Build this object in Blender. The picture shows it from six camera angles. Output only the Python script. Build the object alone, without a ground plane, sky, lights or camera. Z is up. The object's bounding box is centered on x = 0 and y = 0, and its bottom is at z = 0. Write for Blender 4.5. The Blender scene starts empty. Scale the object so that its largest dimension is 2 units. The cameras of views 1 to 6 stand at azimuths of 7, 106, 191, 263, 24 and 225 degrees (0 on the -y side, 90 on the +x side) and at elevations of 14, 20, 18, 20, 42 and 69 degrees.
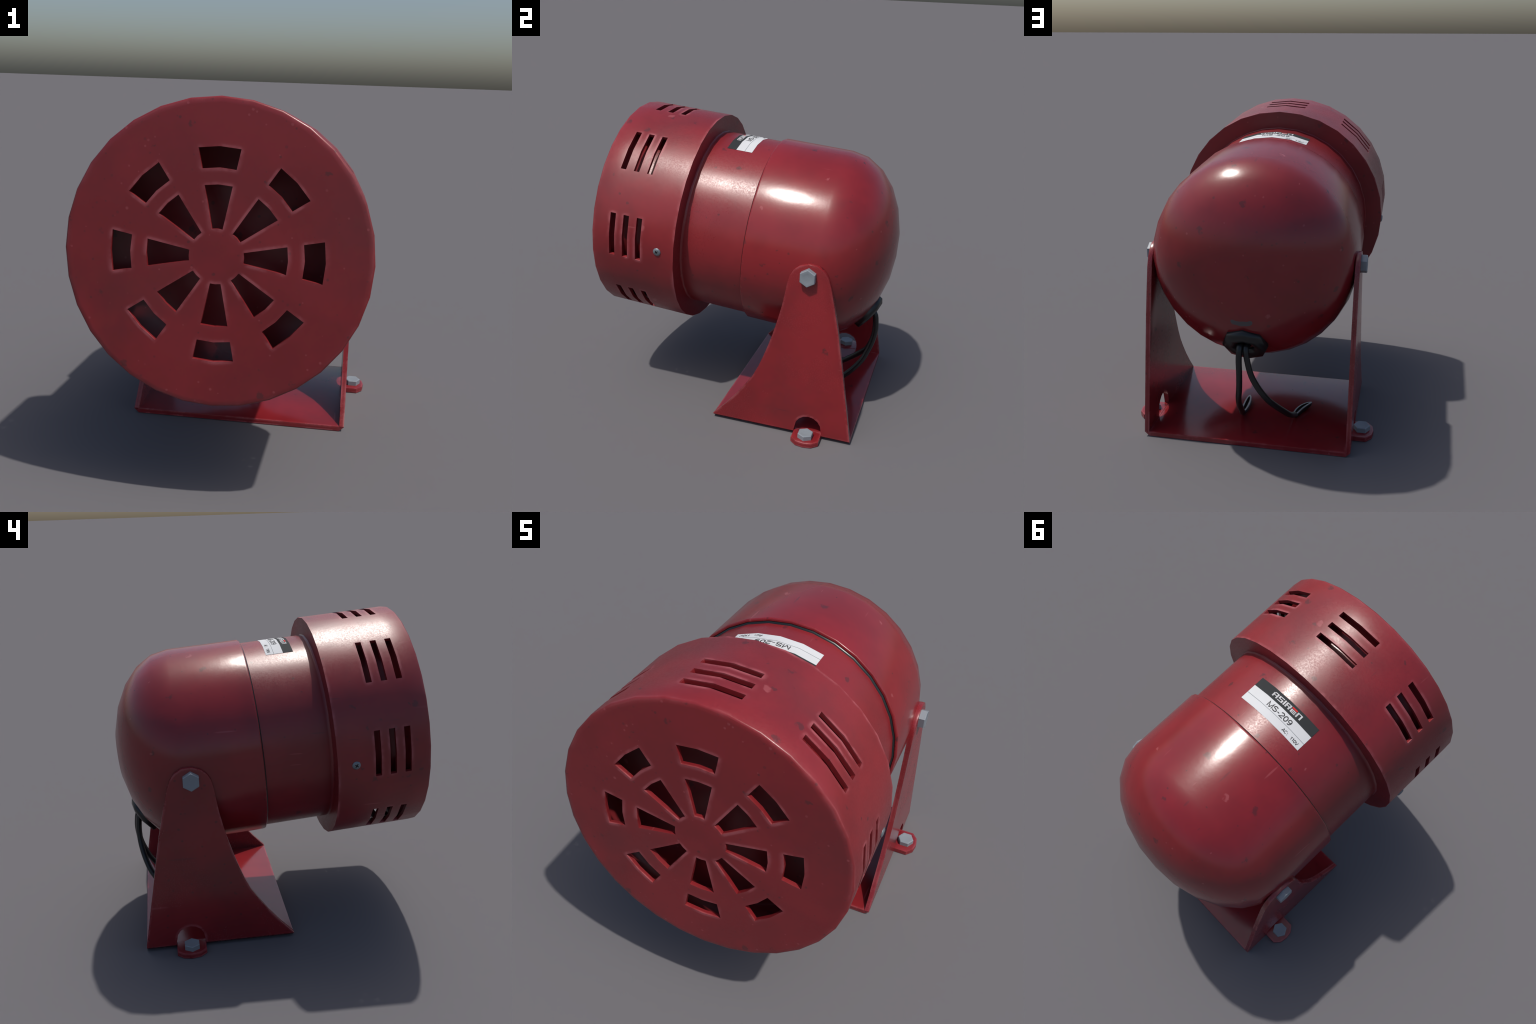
import bpy, bmesh, math, random
from mathutils import Vector, Matrix

random.seed(7)
scene = bpy.context.scene
COLL = scene.collection

# --------------------------------------------------------------------------
# Frame of the siren body: t runs along the horn axis (front = +t, pointing
# to -y and tilted up a little), angle 0 is "up", positive towards +x.
# --------------------------------------------------------------------------
TILT = 0.079
BASE = Vector((0.0, 0.2, 1.179))
AX = Vector((0.0, -math.cos(TILT), math.sin(TILT)))
UP = Vector((0.0, math.sin(TILT), math.cos(TILT)))
XX = Vector((1.0, 0.0, 0.0))
N = 32                       # facets round the body
STEP = 2 * math.pi / N


def body(t, r, a):
    return BASE + AX * t + (XX * math.sin(a) + UP * math.cos(a)) * r


def facet_radius(r, a):
    """radius of the N-sided body at angle a when its corners lie at r"""
    b = (a + STEP / 2) % STEP - STEP / 2
    c = STEP / 2 - abs(b)          # angle from the facet's middle
    return r * math.cos(STEP / 2) / math.cos(c)


# --------------------------------------------------------------------------
# Materials
# --------------------------------------------------------------------------
class Nodes:
    def __init__(self, name):
        self.mat = bpy.data.materials.new(name)
        self.mat.use_nodes = True
        self.nt = self.mat.node_tree
        self.nt.nodes.clear()
        self.out = self.add('ShaderNodeOutputMaterial')
        self.bsdf = self.add('ShaderNodeBsdfPrincipled')
        self.link(self.bsdf.outputs[0], self.out.inputs[0])
        self.obj = self.add('ShaderNodeTexCoord').outputs['Object']

    def add(self, kind, **kw):
        n = self.nt.nodes.new(kind)
        for k, v in kw.items():
            setattr(n, k, v)
        return n

    def link(self, a, b):
        self.nt.links.new(a, b)

    def put(self, sock, v):
        if hasattr(v, 'is_output'):
            self.link(v, sock)
        elif v is not None:
            sock.default_value = v

    def math(self, op, a, b=None, c=None, clamp=False):
        n = self.add('ShaderNodeMath', operation=op, use_clamp=clamp)
        for s, v in zip(n.inputs, (a, b, c)):
            self.put(s, v)
        return n.outputs[0]

    def vmath(self, op, a, b=None):
        n = self.add('ShaderNodeVectorMath', operation=op)
        self.put(n.inputs[0], a)
        if b is not None:
            self.put(n.inputs[1], b)
        return n.outputs['Value' if op in ('DOT_PRODUCT', 'LENGTH', 'DISTANCE') else 'Vector']

    def noise(self, scale, detail=3.0, rough=0.55, vec=None, color=False):
        n = self.add('ShaderNodeTexNoise')
        self.put(n.inputs['Vector'], vec if vec is not None else self.obj)
        n.inputs['Scale'].default_value = scale
        n.inputs['Detail'].default_value = detail
        n.inputs['Roughness'].default_value = rough
        return n.outputs['Color' if color else 'Fac']

    def smooth(self, v, lo, hi, a=0.0, b=1.0):
        n = self.add('ShaderNodeMapRange', interpolation_type='SMOOTHSTEP')
        self.put(n.inputs['Value'], v)
        n.inputs['From Min'].default_value = lo
        n.inputs['From Max'].default_value = hi
        n.inputs['To Min'].default_value = a
        n.inputs['To Max'].default_value = b
        return n.outputs[0]

    def mix(self, f, a, b):
        n = self.add('ShaderNodeMix', data_type='RGBA')
        self.put(n.inputs[0], f)
        self.put(n.inputs[6], a)
        self.put(n.inputs[7], b)
        return n.outputs[2]

    def mapping(self, scale=(1, 1, 1), rot=(0, 0, 0), loc=(0, 0, 0), vec=None):
        n = self.add('ShaderNodeMapping')
        self.put(n.inputs['Vector'], vec if vec is not None else self.obj)
        n.inputs['Scale'].default_value = scale
        n.inputs['Rotation'].default_value = rot
        n.inputs['Location'].default_value = loc
        return n.outputs[0]

    def specks(self, scale, share, r0, r1, vec=None, wobble=0.25, wscale=30.0):
        """mask of sparse irregular specks: 1 inside, 0 outside"""
        vec = vec if vec is not None else self.obj
        w = self.vmath('SUBTRACT', self.noise(wscale, 2.0, color=True), (0.5, 0.5, 0.5))
        sc = self.add('ShaderNodeVectorMath', operation='SCALE')
        self.put(sc.inputs[0], w)
        sc.inputs['Scale'].default_value = wobble / scale
        v = self.vmath('ADD', vec, sc.outputs[0])
        vor = self.add('ShaderNodeTexVoronoi', feature='F1')
        self.put(vor.inputs['Vector'], v)
        vor.inputs['Scale'].default_value = scale
        rnd = self.add('ShaderNodeSeparateColor')
        self.link(vor.outputs['Color'], rnd.inputs[0])
        on = self.smooth(rnd.outputs[0], 1 - share, 1 - share + 0.02)
        size = self.math('MULTIPLY_ADD', rnd.outputs[1], r1 - r0, r0)
        d = self.math('DIVIDE', vor.outputs['Distance'], size)
        m = self.smooth(d, 0.6, 1.0, 1.0, 0.0)
        return self.math('MULTIPLY', m, on)

    def edge(self, radius, lo, hi):
        """worn-edge mask from the Bevel node"""
        bev = self.add('ShaderNodeBevel', samples=8)
        bev.inputs['Radius'].default_value = radius
        geo = self.add('ShaderNodeNewGeometry')
        d = self.vmath('DOT_PRODUCT', bev.outputs[0], geo.outputs['Normal'])
        return self.smooth(self.math('SUBTRACT', 1.0, d), lo, hi)


def red_paint(name, r0=0.24, r1=0.34, grey_streak=None, grain=0.04, skin=None, rub=0.5, rub_width=0.030):
    m = Nodes(name)
    base = (0.222, 0.0145, 0.0190, 1)
    deep = (0.182, 0.0125, 0.0165, 1)
    col = m.mix(m.smooth(m.noise(2.6, 4.0), 0.35, 0.65), base, deep)
    # dusty clouds
    dust = m.smooth(m.noise(1.5, 5.0, 0.6, m.mapping(loc=(3.1, 1.7, 9.2))), 0.50, 0.75, 0.0, 0.45)
    col = m.mix(dust, col, (0.105, 0.018, 0.021, 1))
    # grime spots
    spots = m.specks(7.5, 0.50, 0.06, 0.22, wobble=0.45, wscale=36.0)
    col = m.mix(m.math('MULTIPLY', spots, 0.60), col, (0.055, 0.016, 0.018, 1))
    small = m.specks(17.0, 0.25, 0.08, 0.18, m.mapping(loc=(5.3, 2.2, 1.1)))
    col = m.mix(m.math('MULTIPLY', small, 0.55), col, (0.05, 0.015, 0.017, 1))
    # pale rubbed flecks
    pale = m.specks(5.6, 0.22, 0.09, 0.15, m.mapping(loc=(1.4, 7.7, 4.0)))
    col = m.mix(m.math('MULTIPLY', pale, 0.33), col, (0.42, 0.12, 0.13, 1))
    # long thin scratches, dark and pale
    for rot, loc, c, f in (((0.4, 0.9, 0.3), (0, 0, 0), (0.07, 0.015, 0.02, 1), 0.40),
                           ((1.3, 0.2, 1.1), (4, 2, 5), (0.40, 0.10, 0.11, 1), 0.30)):
        s = m.specks(1.0, 0.10, 0.10, 0.30, m.mapping(scale=(34, 2.6, 34), rot=rot, loc=loc), 0.15, 3.0)
        col = m.mix(m.math('MULTIPLY', s, f), col, c)
    # rubbed edges
    wear = m.edge(rub_width, 0.006, 0.10)
    if skin:                       # only the outer skin of the drum is rubbed, not the cut walls
        rel = m.vmath('SUBTRACT', m.obj, tuple(BASE))
        t = m.vmath('DOT_PRODUCT', rel, tuple(AX))
        sc = m.add('ShaderNodeVectorMath', operation='SCALE')
        sc.inputs[0].default_value = tuple(AX)
        m.link(t, sc.inputs['Scale'])
        rad = m.vmath('LENGTH', m.vmath('SUBTRACT', rel, sc.outputs[0]))
        on = m.math('MAXIMUM', m.math('GREATER_THAN', rad, skin[0]), m.math('GREATER_THAN', t, skin[1]))
        wear = m.math('MULTIPLY', wear, on)
    wear = m.math('MULTIPLY', wear, m.smooth(m.noise(6.0, 4.0, 0.6), 0.42, 0.62, 0.08, 1.0))
    col = m.mix(m.math('MULTIPLY', wear, rub), col, (0.40, 0.105, 0.12, 1))
    if grey_streak:                       # grey streak painted on the dome: centre, half length (x), half height
        c, hx, hz = grey_streak
        p = m.vmath('SUBTRACT', m.obj, c)
        sep = m.add('ShaderNodeSeparateXYZ')
        m.link(p, sep.inputs[0])
        ex = m.math('MAXIMUM', m.math('SUBTRACT', m.math('ABSOLUTE', sep.outputs[0]), hx - hz * 0.6), 0.0)
        sag = m.math('MULTIPLY', m.math('POWER', m.math('ABSOLUTE', sep.outputs[0]), 2.0), 3.0)
        wob = m.math('MULTIPLY', m.math('SUBTRACT', m.noise(30.0, 2.0), 0.5), 0.012)
        ez = m.math('ADD', m.math('SUBTRACT', sep.outputs[2], sag), wob)
        d = m.math('SQRT', m.math('ADD', m.math('POWER', ex, 2.0), m.math('POWER', ez, 2.0)))
        near = m.math('LESS_THAN', m.math('ABSOLUTE', sep.outputs[1]), 0.1)
        k = m.math('MULTIPLY', m.smooth(d, hz * 0.8, hz * 1.1, 1.0, 0.0), near)
        col = m.mix(m.math('MULTIPLY', k, 0.92), col, (0.06, 0.067, 0.075, 1))
    m.put(m.bsdf.inputs['Base Color'], col)
    r = m.smooth(m.noise(2.0, 4.0, 0.6, m.mapping(loc=(8, 3, 2))), 0.3, 0.7, r0, r1)
    g = m.smooth(m.noise(95.0, 2.0, 0.7), 0.35, 0.65, -0.8 * grain, 1.2 * grain)
    rough = m.math('ADD', r, g)
    rough = m.math('ADD', rough, m.math('MULTIPLY', wear, 0.12))
    m.put(m.bsdf.inputs['Roughness'], rough)
    m.bsdf.inputs['Specular IOR Level'].default_value = 0.6
    b = m.add('ShaderNodeBump')
    b.inputs['Strength'].default_value = 0.03
    b.inputs['Distance'].default_value = 0.01
    m.put(b.inputs['Height'], m.noise(22.0, 4.0))
    m.link(b.outputs[0], m.bsdf.inputs['Normal'])
    return m.mat


def zinc(name, col=(0.235, 0.265, 0.295), rough=0.5, metallic=0.1):
    m = Nodes(name)
    a = tuple(c * 0.85 for c in col) + (1,)
    c = m.mix(m.smooth(m.noise(24.0, 4.0), 0.35, 0.65), a, col + (1,))
    e = m.edge(0.006, 0.03, 0.2)
    c = m.mix(m.math('MULTIPLY', e, 0.4), c, tuple(min(1, x * 1.5) for x in col) + (1,))
    m.put(m.bsdf.inputs['Base Color'], c)
    m.bsdf.inputs['Metallic'].default_value = metallic
    m.put(m.bsdf.inputs['Roughness'], m.smooth(m.noise(40.0, 3.0), 0.3, 0.7, rough - 0.06, rough + 0.08))
    return m.mat


def plain(name, col, rough=0.4, spec=0.5, vary=0.15, scale=14.0):
    m = Nodes(name)
    a = tuple(c * (1 - vary) for c in col) + (1,)
    m.put(m.bsdf.inputs['Base Color'],
          m.mix(m.smooth(m.noise(scale, 3.0), 0.35, 0.65), a, tuple(col) + (1,)))
    m.bsdf.inputs['Roughness'].default_value = rough
    m.bsdf.inputs['Specular IOR Level'].default_value = spec
    return m.mat


RED = red_paint('worn_red_paint_satin', 0.30, 0.38, rub=0.12)
RED_DRUM = red_paint('worn_red_paint_drum', 0.33, 0.42, rub=0.60, rub_width=0.040, skin=(0.736 * math.cos(STEP / 2) - 0.004, 1.1215 - 0.008))
RED_BRACKET = red_paint('worn_red_paint_gloss', 0.13, 0.18, grain=0.015, rub=0.42)
RED_SIDE = red_paint('worn_red_paint_side', 0.20, 0.27, grain=0.02, rub=0.42)
RED_DOME = red_paint('worn_red_paint_domed', 0.20, 0.24, rub=0.0, grey_streak=((0.0, 0.915, 0.851), 0.060, 0.018), grain=0.01)
ZINC = zinc('zinc_plated_steel')
ZINC_DARK = zinc('screw_steel', (0.22, 0.25, 0.28), 0.45, 0.6)
RECESS = plain('screw_recess_dark', (0.02, 0.022, 0.025), 0.6)
RUBBER = plain('black_rubber', (0.012, 0.013, 0.014), 0.30, 0.5)
CABLE = plain('black_cable_sheath', (0.012, 0.013, 0.014), 0.33, 0.5)
LUG = zinc('tinned_lug', (0.36, 0.38, 0.38), 0.4, 0.4)
WHITE = plain('label_white', (0.60, 0.61, 0.62), 0.7, 0.2, 0.04, 5.0)
GREY = plain('label_charcoal', (0.034, 0.037, 0.039), 0.75, 0.15, 0.08, 5.0)
INK = plain('label_ink', (0.035, 0.035, 0.038), 0.7, 0.2)
LINE = plain('label_rule', (0.16, 0.18, 0.20), 0.7, 0.2)
SILVER = plain('logo_silver', (0.55, 0.55, 0.56), 0.7, 0.2)
LOGO_RED = plain('logo_red', (0.62, 0.03, 0.03), 0.7, 0.2)

# --------------------------------------------------------------------------
# Object helpers
# --------------------------------------------------------------------------
def empty(name, parent=None, loc=(0, 0, 0)):
    o = bpy.data.objects.new(name, None)
    o.empty_display_size = 0.1
    COLL.objects.link(o)
    o.location = loc
    if parent:
        o.parent = parent
        o.matrix_parent_inverse = Matrix.Translation(-Vector(loc0(parent)))
    return o


def loc0(o):
    p = Vector(o.location)
    return p


def new_object(name, mesh, parent, mat=None):
    o = bpy.data.objects.new(name, mesh)
    COLL.objects.link(o)
    if mat and not mesh.materials:
        mesh.materials.append(mat)
    o.parent = parent
    return o


def mesh_from_bm(bm, name, smooth=38.0):
    bmesh.ops.recalc_face_normals(bm, faces=bm.faces)
    me = bpy.data.meshes.new(name)
    bm.to_mesh(me)
    bm.free()
    if smooth:
        for p in me.polygons:
            p.use_smooth = True
        me.set_sharp_from_angle(angle=math.radians(smooth))
    return me


def bake(o):
    """apply the object's modifiers"""
    dg = bpy.context.evaluated_depsgraph_get()
    me = bpy.data.meshes.new_from_object(o.evaluated_get(dg))
    old = o.data
    o.modifiers.clear()
    o.data = me
    me.name = old.name
    bpy.data.meshes.remove(old)
    return o


def revolve(bm, profile, close_end=False):
    """profile: list of (t, r); r == 0 makes a pole"""
    rings = []
    for t, r in profile:
        if r < 1e-6:
            rings.append([bm.verts.new(body(t, 0, 0))])
        else:
            rings.append([bm.verts.new(body(t, r, i * STEP)) for i in range(N)])
    for A, B in zip(rings[:-1], rings[1:]):
        for i in range(N):
            j = (i + 1) % N
            if len(A) == 1:
                bm.faces.new((A[0], B[i], B[j]))
            elif len(B) == 1:
                bm.faces.new((A[i], B[0], A[j]))
            else:
                bm.faces.new((A[i], B[i], B[j], A[j]))
    return rings


def prism(bm, outline_a, outline_b):
    """closed solid between two equal outlines of 3D points"""
    A = [bm.verts.new(p) for p in outline_a]
    B = [bm.verts.new(p) for p in outline_b]
    n = len(A)
    fa = bm.faces.new(A)
    fb = bm.faces.new(list(reversed(B)))
    for i in range(n):
        j = (i + 1) % n
        bm.faces.new((A[j], A[i], B[i], B[j]))
    return A, B, fa, fb


# --------------------------------------------------------------------------
# The thing
# --------------------------------------------------------------------------
siren = empty('motor_siren')
siren['label'] = 'red electric motor siren with vented drum on steel bracket'
siren['category'] = 'alarm siren'

# ---- dome-shaped motor housing -------------------------------------------
RN0 = 0.619
T0, RD, LD = -0.352, 0.644, 0.429
prof = [(T0 - LD, 0.0)]
for k in range(5, 0, -1):
    a = math.radians(15 * k)
    prof.append((T0 - LD * math.sin(a), RD * math.cos(a)))
prof += [(T0, RD), (0.106, RD), (0.113, RD), (0.117, RD - 0.002), (0.119, RD - 0.006), (0.119, RN0 + 0.011), (0.070, RN0 + 0.0105)]
bm = bmesh.new()
revolve(bm, prof)
me = mesh_from_bm(bm, 'motor_housing', 50)
dome = new_object('motor_housing', me, siren, RED_DOME)
# the straight wall is very slightly barrelled in shading, as on a pressed cover
normals = [Vector(c.vector) for c in me.corner_normals]
for loop in me.loops:
    rel = me.vertices[loop.vertex_index].co - BASE
    t = rel.dot(AX)
    out = (rel - AX * t).normalized()
    for tt, tilt in ((T0, -3.5), (0.106, 4.0)):
        if abs(t - tt) < 1e-4:
            normals[loop.index] = out * math.cos(math.radians(tilt)) + AX * math.sin(math.radians(tilt))
me.normals_split_custom_set(normals)

# dark ring added at the rim joint, standing in for the seam's shade
bm = bmesh.new()
revolve(bm, [(0.060, RN0 + 0.0102), (0.112, RN0 + 0.0102), (0.119, RN0 + 0.0085), (0.126, RN0 + 0.004), (0.129, RN0 - 0.004)])
new_object('seam_shade_ring', mesh_from_bm(bm, 'seam_shade_ring', 40), siren, RUBBER)

# ---- neck ----------------------------------------------------------------
RN = RN0
bm = bmesh.new()
revolve(bm, [(0.07, RN), (0.20, RN), (0.526, RN), (0.534, RN), (0.541, RN + 0.002), (0.546, RN + 0.008)])
neck = new_object('neck', mesh_from_bm(bm, 'neck', 50), siren, RED)

# ---- vented drum ---------------------------------------------------------
R, TB, TF = 0.736, 0.545, 1.1215
SLOTS = [(0.776, 0.813), (0.868, 0.906), (0.960, 0.998)]
HOLES = [(0.131, 0.337), (0.414, 0.511)]
WALL = 0.023


def vent_sector(i):                     # facet i lies between corner i and i+1
    return i % 4 in (3, 0)


bm = bmesh.new()
ts = [TB]
for a, b in SLOTS:
    ts += [a, b]
ts += [TF - 0.009]
rows = [(TB, RN + 0.006)] + [(t, R) for t in ts]
rows += [(TF - 0.003, R - 0.003), (TF, R - 0.010), (TF, R - 0.03)]
radii = [0.511, 0.414, 0.337, 0.131]
rows += [(TF, r) for r in radii]
grid = [[bm.verts.new(body(t, r, i * STEP)) for i in range(N)] for t, r in rows]
hub = bm.verts.new(body(TF, 0, 0))
for k in range(len(rows) - 1):
    (ta, ra), (tb, rb) = rows[k], rows[k + 1]
    slot = any(abs(ta - s[0]) < 1e-6 and abs(tb - s[1]) < 1e-6 for s in SLOTS) and ra == R
    hole = any(abs(ra - h[1]) < 1e-6 and abs(rb - h[0]) < 1e-6 for h in HOLES)
    for i in range(N):
        if (slot or hole) and vent_sector(i):
            continue
        j = (i + 1) % N
        bm.faces.new((grid[k][i], grid[k + 1][i], grid[k + 1][j], grid[k][j]))
for i in range(N):
    bm.faces.new((grid[-1][i], hub, grid[-1][(i + 1) % N]))
bm.normal_update()
me = mesh_from_bm(bm, 'drum', 0)
drum = new_object('drum', me, siren, RED_DRUM)
# make sure the skin faces outwards before it is thickened inwards
f0 = me.polygons[0]
if f0.normal.dot(-AX) < 0:
    me.flip_normals()
sol = drum.modifiers.new('wall', 'SOLIDIFY')
sol.thickness = WALL
sol.offset = -1.0
sol.use_even_offset = True
bake(drum)
for p in drum.data.polygons:
    p.use_smooth = True
drum.data.set_sharp_from_angle(angle=math.radians(42))

# casing inside the drum: carries the neck on, is closed by a disc and
# flares out to the drum wall in front of the vents
bm = bmesh.new()
revolve(bm, [(0.545, RN), (0.900, RN), (0.925, RN + 0.003), (0.960, RN + 0.022), (1.000, RN + 0.058), (1.035, R - WALL + 0.004), (1.041, R - WALL + 0.004),
             (1.004, RN + 0.051), (0.962, RN + 0.014), (0.925, RN - 0.004), (0.902, RN - 0.007), (0.893, RN - 0.018), (0.893, 0.30), (0.893, 0.0)])
new_object('rotor_casing', mesh_from_bm(bm, 'rotor_casing', 42), siren, RED)
bm = bmesh.new()
revolve(bm, [(TB + 0.030, RN - 0.01), (TB + 0.030, R - WALL - 0.006)])
new_object('back_wall', mesh_from_bm(bm, 'back_wall', 40), siren, RED)

# ---- drum screws ---------------------------------------------------------
def screw_mesh():
    bm = bmesh.new()
    rings = []
    for z, r in ((-0.004, 0.026), (0.003, 0.026), (0.007, 0.022), (0.009, 0.016)):
        rings.append([bm.verts.new((r * math.cos(i * math.pi / 10), r * math.sin(i * math.pi / 10), z)) for i in range(20)])
    for A, B in zip(rings[:-1], rings[1:]):
        for i in range(20):
            j = (i + 1) % 20
            bm.faces.new((A[i], A[j], B[j], B[i]))
    # cross-shaped recess: head ring runs to the outline of the cross
    w, l = 0.0034, 0.0125
    cross = [(l, -w), (l, w), (w, w), (w, l), (-w, l), (-w, w), (-l, w), (-l, -w), (-w, -w), (-w, -l), (w, -l), (w, -w)]
    top = [bm.verts.new((x, y, 0.0098)) for x, y in cross]
    bot = [bm.verts.new((x * 0.8, y * 0.8, 0.004)) for x, y in cross]
    for i in range(12):
        j = (i + 1) % 12
        f = bm.faces.new((top[j], top[i], bot[i], bot[j]))
        f.material_index = 1
    f = bm.faces.new(bot)
    f.material_index = 1
    edges = [e for e in bm.edges if e.is_boundary and all(v.co.z > 0.0085 for v in e.verts)]
    bmesh.ops.triangle_fill(bm, use_beauty=True, edges=edges)
    # drop the fill over the recess itself
    kill = [f for f in bm.faces if f.material_index == 0 and all(v in top for v in f.verts)
            and abs(f.calc_center_median().x) < l and abs(f.calc_center_median().y) < l
            and min(abs(f.calc_center_median().x), abs(f.calc_center_median().y)) < w]
    bmesh.ops.delete(bm, geom=kill, context='FACES_ONLY')
    return mesh_from_bm(bm, 'drum_screw', 35)


sm = screw_mesh()
sm.materials.append(ZINC_DARK)
sm.materials.append(RECESS)
for sgn in (1, -1):
    a = math.radians(94.0) * sgn
    p = body(0.657, facet_radius(R, a), a)
    n = (XX * math.sin(a) + UP * math.cos(a)).normalized()
    o = new_object('drum_screw', sm, siren)
    z = n
    x = AX.copy()
    y = z.cross(x)
    rot = Matrix((x, y, z)).transposed() @ Matrix.Rotation(math.radians(38 if sgn > 0 else 52), 3, 'Z')
    o.matrix_basis = Matrix.Translation(p) @ rot.to_4x4()

# ---- label on the neck ---------------------------------------------------
def on_neck(s, t, lift):
    """s: arc length to the reader's right (towards -x), t: along the axis"""
    a = -s / RN
    return body(t, facet_radius(RN, a) + lift, a)


def slab(name, s0, s1, t0, t1, lift, thick, mat, parent):
    cuts = [s0] + [k * STEP * RN for k in range(-4, 5) if s0 + 1e-4 < k * STEP * RN < s1 - 1e-4] + [s1]
    bm = bmesh.new()
    cols = []
    for s in cuts:
        cols.append([bm.verts.new(on_neck(s, t0, lift)), bm.verts.new(on_neck(s, t1, lift)),
                     bm.verts.new(on_neck(s, t1, lift + thick)), bm.verts.new(on_neck(s, t0, lift + thick))])
    for A, B in zip(cols[:-1], cols[1:]):
        for i in range(4):
            j = (i + 1) % 4
            bm.faces.new((A[i], A[j], B[j], B[i]))
    bm.faces.new(cols[0])
    bm.faces.new(list(reversed(cols[-1])))
    return new_object(name, mesh_from_bm(bm, name, 30), parent, mat)


HALF = math.radians(21.9) * RN
label = slab('rating_label', -HALF, HALF, 0.2535, 0.3625, 0.0005, 0.0012, WHITE, siren)
slab('label_header', -HALF, HALF, 0.3625, 0.4265, 0.0005, 0.0012, GREY, label)
slab('label_rule', -HALF, HALF, 0.3032, 0.3056, 0.0014, 0.0006, LINE, label)


def arc(cx, cy, rx, ry, a0, a1, n=10):
    return [(cx + rx * math.cos(math.radians(a0 + (a1 - a0) * k / n)), cy + ry * math.sin(math.radians(a0 + (a1 - a0) * k / n)))
            for k in range(n + 1)]


# plain sans-serif letters as stroke centre lines: (advance, strokes); cap height 1
GLYPHS = {
    'M': (0.92, [[(0.10, 0), (0.10, 0.97), (0.44, 0.06), (0.48, 0.06), (0.82, 0.97), (0.82, 0)]]),
    'S': (0.76, [arc(0.37, 0.73, 0.26, 0.22, 15, 215, 10) + arc(0.37, 0.28, 0.29, 0.23, 75, -165, 12)]),
    '-': (0.46, [[(0.08, 0.37), (0.38, 0.37)]]),
    '2': (0.66, [arc(0.33, 0.70, 0.24, 0.25, 165, -25, 10) + [(0.08, 0.06), (0.60, 0.06)]]),
    '0': (0.66, [arc(0.33, 0.50, 0.24, 0.45, 90, 450, 20)]),
    '9': (0.66, [arc(0.33, 0.68, 0.23, 0.27, -20, 340, 16), arc(0.28, 0.55, 0.29, 0.50, 12, -115, 10)]),
    'A': (0.76, [[(0.04, 0), (0.36, 0.97), (0.40, 0.97), (0.72, 0)], [(0.17, 0.31), (0.59, 0.31)]]),
    'C': (0.80, [arc(0.42, 0.50, 0.33, 0.45, 42, 318, 16)]),
    ':': (0.34, [[(0.12, 0.06), (0.24, 0.06)], [(0.12, 0.62), (0.24, 0.62)]]),
    '1': (0.56, [[(0.12, 0.72), (0.35, 0.94), (0.35, 0)]]),
    'V': (0.74, [[(0.04, 1), (0.35, 0.03), (0.39, 0.03), (0.70, 1)]]),
    ' ': (0.45, []),
}


def text_on_neck(name, text, s0, s1, t0, t1, mat, parent, weight=0.165):
    total = sum(GLYPHS[c][0] for c in text)
    bm = bmesh.new()
    pen = 0.0
    level = 0
    for ch in text:
        adv, strokes = GLYPHS[ch]
        for pts in strokes:
            level = (level + 1) % 3
            P = [Vector(((pen + p[0]) / total * (s1 - s0) + s0, t0 + p[1] * (t1 - t0))) for p in pts]
            w = weight * (t1 - t0) / 2
            left, right = [], []
            closed = (P[0] - P[-1]).length < 1e-6
            m = len(P)
            for i, p in enumerate(P):
                a = P[i] - P[i - 1] if i > 0 else (P[0] - P[-2] if closed else P[1] - P[0])
                b = P[i + 1] - P[i] if i < m - 1 else (P[1] - P[0] if closed else P[-1] - P[-2])
                na = Vector((-a.y, a.x)).normalized()
                nb = Vector((-b.y, b.x)).normalized()
                mm = (na + nb)
                mm = mm.normalized() if mm.length > 1e-6 else na
                k = w / max(0.45, mm.dot(na))
                left.append(p + mm * k)
                right.append(p - mm * k)
            hi, lo = 0.0023 + 0.0002 * level, 0.0014
            ring = lambda i: [bm.verts.new(on_neck(left[i].x, left[i].y, hi)), bm.verts.new(on_neck(right[i].x, right[i].y, hi)),
                              bm.verts.new(on_neck(right[i].x, right[i].y, lo)), bm.verts.new(on_neck(left[i].x, left[i].y, lo))]
            rows = [ring(i) for i in range(m)]
            for A, B in zip(rows[:-1], rows[1:]):
                for i in range(4):
                    j = (i + 1) % 4
                    bm.faces.new((A[i], A[j], B[j], B[i]))
            bm.faces.new(rows[0])
            bm.faces.new(list(reversed(rows[-1])))
        pen += adv
    return new_object(name, mesh_from_bm(bm, name, 0), parent, mat)


deg = lambda d: -math.radians(d) * RN       # angle from the top -> arc to the right
text_on_neck('label_model_text', 'MS-209', deg(7.8), deg(-9.9), 0.3145, 0.3475, INK, label)
text_on_neck('label_voltage_text', 'AC:  110V', deg(-8.2), deg(-19.8), 0.2665, 0.2855, INK, label)

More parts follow.
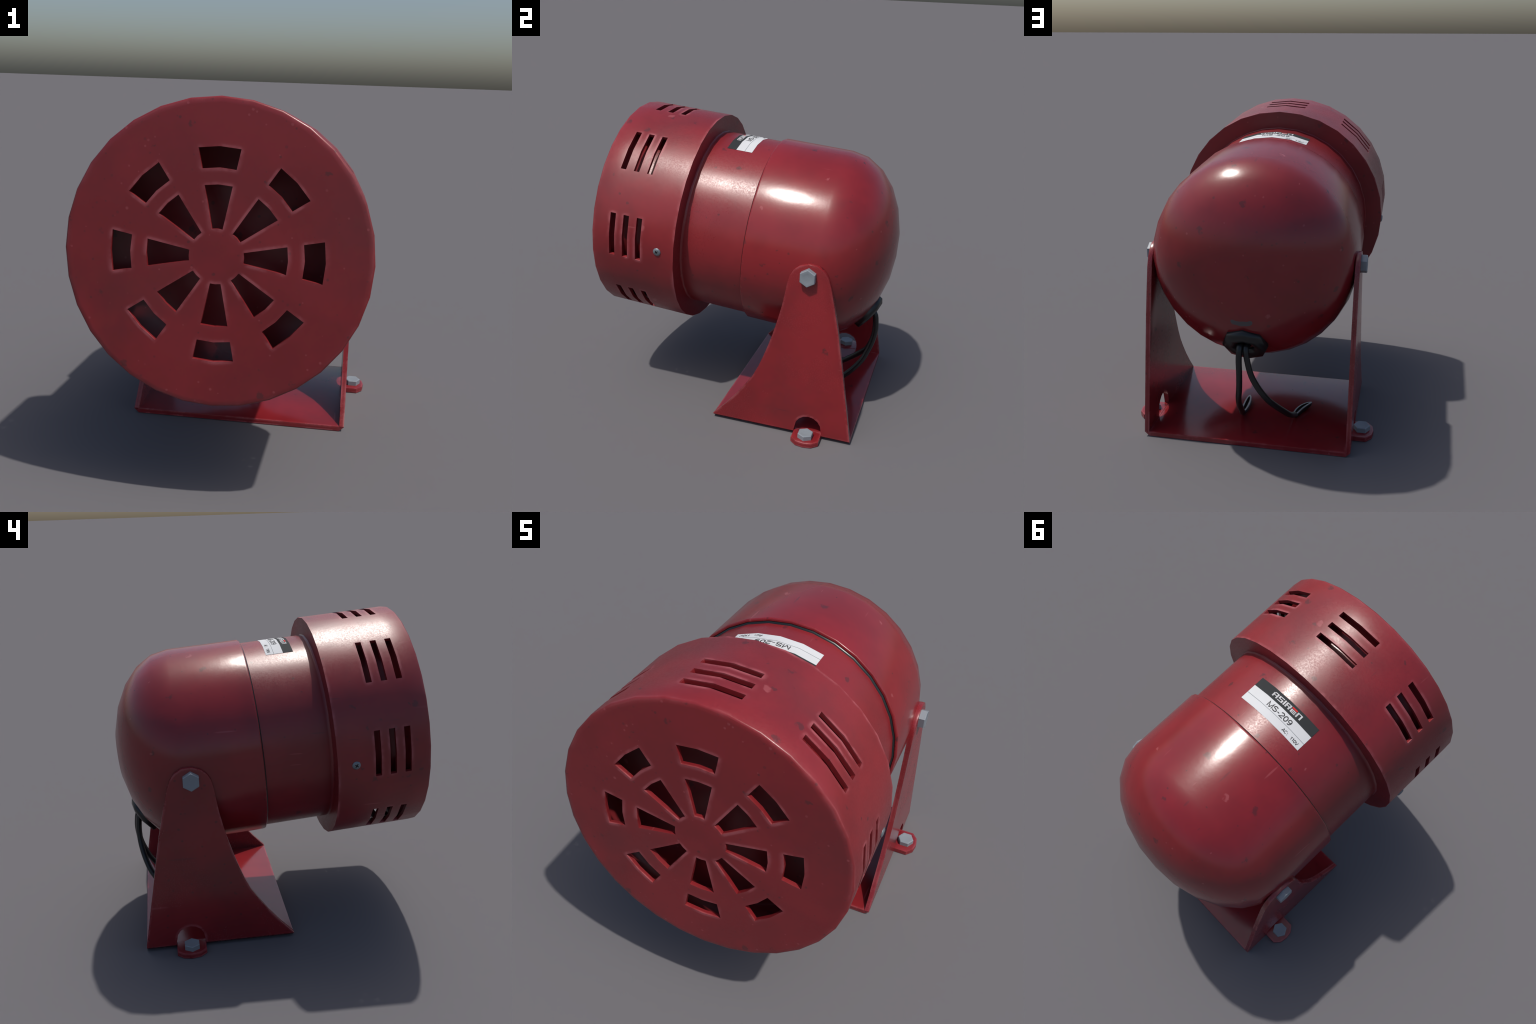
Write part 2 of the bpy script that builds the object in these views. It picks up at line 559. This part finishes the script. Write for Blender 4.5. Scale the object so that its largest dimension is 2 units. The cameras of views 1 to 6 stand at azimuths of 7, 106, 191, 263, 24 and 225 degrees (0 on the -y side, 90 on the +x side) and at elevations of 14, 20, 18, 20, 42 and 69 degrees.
# square-cut logo letters, drawn as strokes on a 5 x 8 grid (u right, v up)
LETTERS = {
    'a': [(0, 0, 1.3, 6.6), (1.0, 6.6, 5, 8), (3.7, 0, 5, 6.6), (1.3, 3, 3.7, 4.2)],
    's': [(0, 6.7, 5, 8), (0, 3.4, 1.3, 6.7), (1.3, 3.4, 5, 4.7), (3.7, 1.3, 5, 3.4), (0, 0, 5, 1.3)],
    'i': [(0, 0, 1.4, 8)],
    'r': [(0, 0, 1.3, 8), (1.3, 6.7, 5, 8), (3.7, 3.4, 5, 6.7), (1.3, 3.4, 3.7, 4.7), (3.2, 0, 4.6, 3.4)],
    'e': [(0, 0, 1.3, 5.4), (1.3, 4.1, 5, 5.4), (1.3, 2.1, 5, 3.2), (1.3, 0, 5, 1.2)],
    'n': [(0, 0, 1.3, 8), (1.3, 6.7, 5, 8), (3.7, 0, 5, 6.7)],
}


def logo():
    bm = bmesh.new()
    bar = []
    u0 = 0.0
    total = 5 * 5 + 1.4 + 5 * 0.8
    s0, s1, t0, t1 = deg(9.7), deg(-11.2), 0.3785, 0.4095
    place = lambda u, v, lift: on_neck(s0 + (u / total + 0.0) * (s1 - s0), t0 + v / 8 * (t1 - t0), lift)

    def block(b, ua, va, ub, vb):
        q = [(ua, va), (ub, va), (ub, vb), (ua, vb)]
        prism(b, [place(u, v, 0.0014) for u, v in q], [place(u, v, 0.0024) for u, v in q])
    for ch in 'asiren':
        for ua, va, ub, vb in LETTERS[ch]:
            block(bm, u0 + ua, va, u0 + ub, vb)
        if ch == 'e':
            bar.append((u0 - 0.2, 6.3, u0 + 5.0, 8.7))
        u0 += (1.4 if ch == 'i' else 5) + 0.8
    new_object('label_logo_letters', mesh_from_bm(bm, 'label_logo_letters', 0), label, SILVER)
    bm = bmesh.new()
    for q in bar:
        block(bm, *q)
    new_object('label_logo_bar', mesh_from_bm(bm, 'label_logo_bar', 0), label, LOGO_RED)


logo()

# ---- bracket -------------------------------------------------------------
bracket = empty('bracket', siren)
XI, XO = 0.633, 0.663          # inner and outer face of the side plates
YF, YB = -0.080, 0.873
PT = 0.030

# base plate: rounded front and back edges
bm = bmesh.new()
prism(bm, [(-XI, YF, 0), (-XI, YB, 0), (-XI, YB, PT), (-XI, YF, PT)],
      [(XI, YF, 0), (XI, YB, 0), (XI, YB, PT), (XI, YF, PT)])
es = [e for e in bm.edges if abs(e.verts[0].co.y - e.verts[1].co.y) < 1e-6 and abs(e.verts[0].co.z - e.verts[1].co.z) < 1e-6
      and e.verts[0].co.z > 0.01]
bmesh.ops.bevel(bm, geom=es, offset=0.006, segments=2, affect='EDGES', profile=0.6)
new_object('base_plate', mesh_from_bm(bm, 'base_plate', 50), bracket, RED_BRACKET)

# side plate outline (y, z) from the front foot over the top to the back foot
EDGE = [(-0.080, 0.030), (0.005, 0.120), (0.080, 0.213), (0.140, 0.298), (0.192, 0.380), (0.230, 0.462), (0.262, 0.548),
        (0.290, 0.630), (0.315, 0.712), (0.343, 0.818), (0.366, 0.920), (0.381, 1.010), (0.391, 1.078), (0.404, 1.134),
        (0.428, 1.174), (0.464, 1.203), (0.520, 1.220), (0.578, 1.215), (0.624, 1.184), (0.652, 1.143), (0.671, 1.085),
        (0.700, 0.962), (0.738, 0.790), (0.792, 0.490), (0.873, 0.030)]
YC, HW = 0.588, 0.094            # punched arch above the foot tab
arch = [(YC + HW, 0.066)]
for k in range(1, 8):
    a = math.pi * k / 8
    arch.append((YC + HW * math.cos(a), 0.066 + HW * math.sin(a)))
arch.append((YC - HW, 0.066))


def side_plate_mesh(sgn):
    bm = bmesh.new()
    inner, outer = [], []
    zb = 0.027                  # the bend cuts the outer bottom corner off
    ring = [(YF, 'b')] + EDGE + [(YB, 'b'), (YC + HW, 'b')] + arch + [(YC - HW, 'b')]
    for y, z in ring:
        inner.append((XI * sgn, y, 0.0 if z == 'b' else z + (0.0006 if z == 0.030 else 0)))
        outer.append((XO * sgn, y, zb if z == 'b' else z + (0.0006 if z == 0.030 else 0)))
    A, B, fa, fb = prism(bm, inner, outer)
    n = len(A)
    es = []
    for V in (A, B):
        for i in range(n):
            j = (i + 1) % n
            if 1 <= i < 1 + len(EDGE) - 1 or len(EDGE) + 3 <= i < len(EDGE) + 3 + len(arch) - 1:
                if V is A and i > len(EDGE):
                    continue
                es.append(bm.edges.get((V[i], V[j])))
    bmesh.ops.bevel(bm, geom=[e for e in es if e], offset=0.005, segments=2, affect='EDGES', profile=0.6)
    return mesh_from_bm(bm, 'side_plate', 32)


TAB = [(XI, 0.0), (XO, 0.0), (0.741, 0.0), (0.778, 0.038), (0.787, 0.0925)]


def tab_mesh(sgn):
    q = [(XI, YC + HW - 0.001), (0.743, YC + HW - 0.001), (0.779, YC + 0.052), (0.788, YC),
         (0.779, YC - 0.052), (0.743, YC - HW + 0.001), (XI, YC - HW + 0.001)]
    bm = bmesh.new()
    A, B, fa, fb = prism(bm, [(x * sgn, y, 0.0) for x, y in q], [(x * sgn, y, PT + 0.002) for x, y in q])
    es = [bm.edges.get((B[i], B[i + 1])) for i in range(0, 6)]
    bmesh.ops.bevel(bm, geom=es, offset=0.005, segments=2, affect='EDGES', profile=0.6)
    return mesh_from_bm(bm, 'foot_tab', 32)


def hex_bolt():
    """unit hexagon head, corner radius 1 on +x, height 0.62, dished top"""
    bm = bmesh.new()
    rings = []
    hexv = lambda r, z: [bm.verts.new((r * math.cos(i * math.pi / 3), r * math.sin(i * math.pi / 3), z)) for i in range(6)]
    rings = [hexv(1.0, -0.05), hexv(1.0, 0.55), hexv(0.93, 0.62), hexv(0.72, 0.62), hexv(0.62, 0.60), hexv(0.2, 0.60)]
    for A, B in zip(rings[:-1], rings[1:]):
        for i in range(6):
            j = (i + 1) % 6
            bm.faces.new((A[i], A[j], B[j], B[i]))
    bm.faces.new(rings[-1])
    bm.faces.new(list(reversed(rings[0])))
    return mesh_from_bm(bm, 'hex_bolt', 25)


bolt = hex_bolt()
bolt.materials.append(ZINC)
for sgn in (1, -1):
    side = new_object('side_plate', side_plate_mesh(sgn), bracket, RED_SIDE)
    tab = new_object('foot_tab', tab_mesh(sgn), bracket, RED_SIDE)
    o = new_object('foot_bolt', bolt, bracket)
    o.matrix_basis = Matrix.Translation((0.7115 * sgn, 0.586, PT + 0.002)) @ Matrix.Diagonal((0.053, 0.053, 0.053, 1))
    o = new_object('pivot_bolt', bolt, bracket)
    o.matrix_basis = (Matrix.Translation((XO * sgn, 0.5245, 1.141)) @ Matrix.Rotation(math.radians(90 * sgn), 4, 'Y')
                      @ Matrix.Diagonal((0.058, 0.055, 0.060, 1)))

# ---- cable gland on the underside of the dome ------------------------------
gp = Vector((0.0, 0.828, 0.680))
gn = Vector((0.0, 0.865, -0.502)).normalized()
gx = Vector((1, 0, 0))
gy = gn.cross(gx).normalized()
if gy.z < 0:
    gy = -gy
gland_at = lambda r, a, h: gp + gx * (r * math.sin(a)) + gy * (r * math.cos(a)) + gn * h
bm = bmesh.new()
rings = []
for r, h in ((0.135, -0.06), (0.143, 0.000), (0.140, 0.020), (0.110, 0.042), (0.076, 0.040), (0.063, 0.028), (0.058, -0.02)):
    rings.append([bm.verts.new(gland_at(r, i * math.pi / 4, h * (0.68 + 0.32 * math.cos(i * math.pi / 4)) if h > 0 else h)) for i in range(8)])
for A, B in zip(rings[:-1], rings[1:]):
    for i in range(8):
        j = (i + 1) % 8
        bm.faces.new((A[i], A[j], B[j], B[i]))
bm.faces.new(rings[-1])
gland = new_object('cable_gland', mesh_from_bm(bm, 'cable_gland', 60), siren, RUBBER)


# ---- cables --------------------------------------------------------------
def tube(name, pts, radius, sides, mat, parent, squash=1.0):
    """swept tube along a Catmull-Rom spine"""
    P = [Vector(p) for p in pts]
    P = [P[0] * 2 - P[1]] + P + [P[-1] * 2 - P[-2]]
    spine = []
    for i in range(1, len(P) - 2):
        for k in range(4):
            u = k / 4
            a, b, c, d = P[i - 1], P[i], P[i + 1], P[i + 2]
            spine.append(0.5 * ((2 * b) + (c - a) * u + (2 * a - 5 * b + 4 * c - d) * u * u + (3 * b - a - 3 * c + d) * u ** 3))
    spine.append(P[-2])
    bm = bmesh.new()
    rings = []
    ref = Vector((1, 0, 0))
    for i, p in enumerate(spine):
        tan = (spine[min(i + 1, len(spine) - 1)] - spine[max(i - 1, 0)]).normalized()
        s = (ref - tan * ref.dot(tan)).normalized()
        ref = s
        b = tan.cross(s)
        rings.append([bm.verts.new(p + (s * math.cos(2 * math.pi * k / sides) + b * math.sin(2 * math.pi * k / sides) * squash) * radius)
                      for k in range(sides)])
    for A, B in zip(rings[:-1], rings[1:]):
        for i in range(sides):
            j = (i + 1) % sides
            bm.faces.new((A[i], A[j], B[j], B[i]))
    bm.faces.new(rings[0])
    bm.faces.new(list(reversed(rings[-1])))
    return new_object(name, mesh_from_bm(bm, name, 50), parent, mat)


start = gp + gn * 0.01
cab_a = [start + Vector((0.022, -0.02, 0.01)), (0.024, 0.876, 0.682), (0.026, 0.893, 0.606), (0.025, 0.893, 0.538),
         (0.028, 0.880, 0.460), (0.036, 0.855, 0.385), (0.048, 0.824, 0.314), (0.059, 0.768, 0.235), (0.062, 0.700, 0.160),
         (0.076, 0.620, 0.090), (0.090, 0.555, 0.052)]
cab_b = [start + Vector((-0.022, -0.02, 0.01)), (-0.012, 0.868, 0.675), (-0.024, 0.883, 0.600), (-0.048, 0.881, 0.500),
         (-0.090, 0.862, 0.405), (-0.138, 0.830, 0.320), (-0.175, 0.790, 0.262), (-0.215, 0.725, 0.192), (-0.246, 0.640, 0.118),
         (-0.263, 0.525, 0.052)]
wires = []
for pts in (cab_a, cab_b):
    wires.append(tube('cable', pts, 0.0195, 8, CABLE, siren))


def hook_tip(parent, pts, face, half):
    """open spoon-shaped sleeve at a cable's end: bent spine, bare metal lip"""
    P = [Vector(p) for p in pts]
    N0 = Vector(face).normalized()
    spine = lambda u: P[0] * (1 - u) ** 2 + P[1] * 2 * u * (1 - u) + P[2] * u * u
    n = 20

    def place(u, v, h):
        u = min(max(u, 0.0), 1.0)
        tan = ((P[1] - P[0]) * (1 - u) + (P[2] - P[1]) * u).normalized()
        nn = (N0 - tan * N0.dot(tan)).normalized()
        return spine(u) + tan.cross(nn) * v + nn * h
    bm = bmesh.new()
    loops = []
    #        length, width, depth : outside of the shell, lip, inside
    for lu, wv, h in ((0.30, 0.45, -0.030), (0.46, 0.95, -0.018), (0.50, 1.0, 0.0), (0.49, 0.97, 0.004),
                      (0.40, 0.52, 0.004), (0.38, 0.48, -0.004), (0.25, 0.25, -0.014)):
        loops.append([bm.verts.new(place(0.5 + lu * math.cos(2 * math.pi * k / n), half * wv * math.sin(2 * math.pi * k / n), h))
                      for k in range(n)])
    for a, (A, B) in enumerate(zip(loops[:-1], loops[1:])):
        for i in range(n):
            j = (i + 1) % n
            f = bm.faces.new((A[i], A[j], B[j], B[i]))
            f.material_index = 1 if a in (2, 3) else 0
    bm.faces.new(loops[0])
    bm.faces.new(list(reversed(loops[-1])))
    o = new_object('cable_end', mesh_from_bm(bm, 'cable_end', 40), parent, CABLE)
    o.data.materials.append(LUG)


hook_tip(wires[0], ((0.092, 0.560, 0.046), (0.082, 0.450, 0.054), (0.088, 0.340, 0.062)), (0.15, 0.15, 1.0), 0.024)
hook_tip(wires[1], ((-0.258, 0.540, 0.046), (-0.270, 0.430, 0.064), (-0.352, 0.350, 0.058)), (0.25, 0.05, 1.0), 0.026)

bpy.context.view_layer.update()
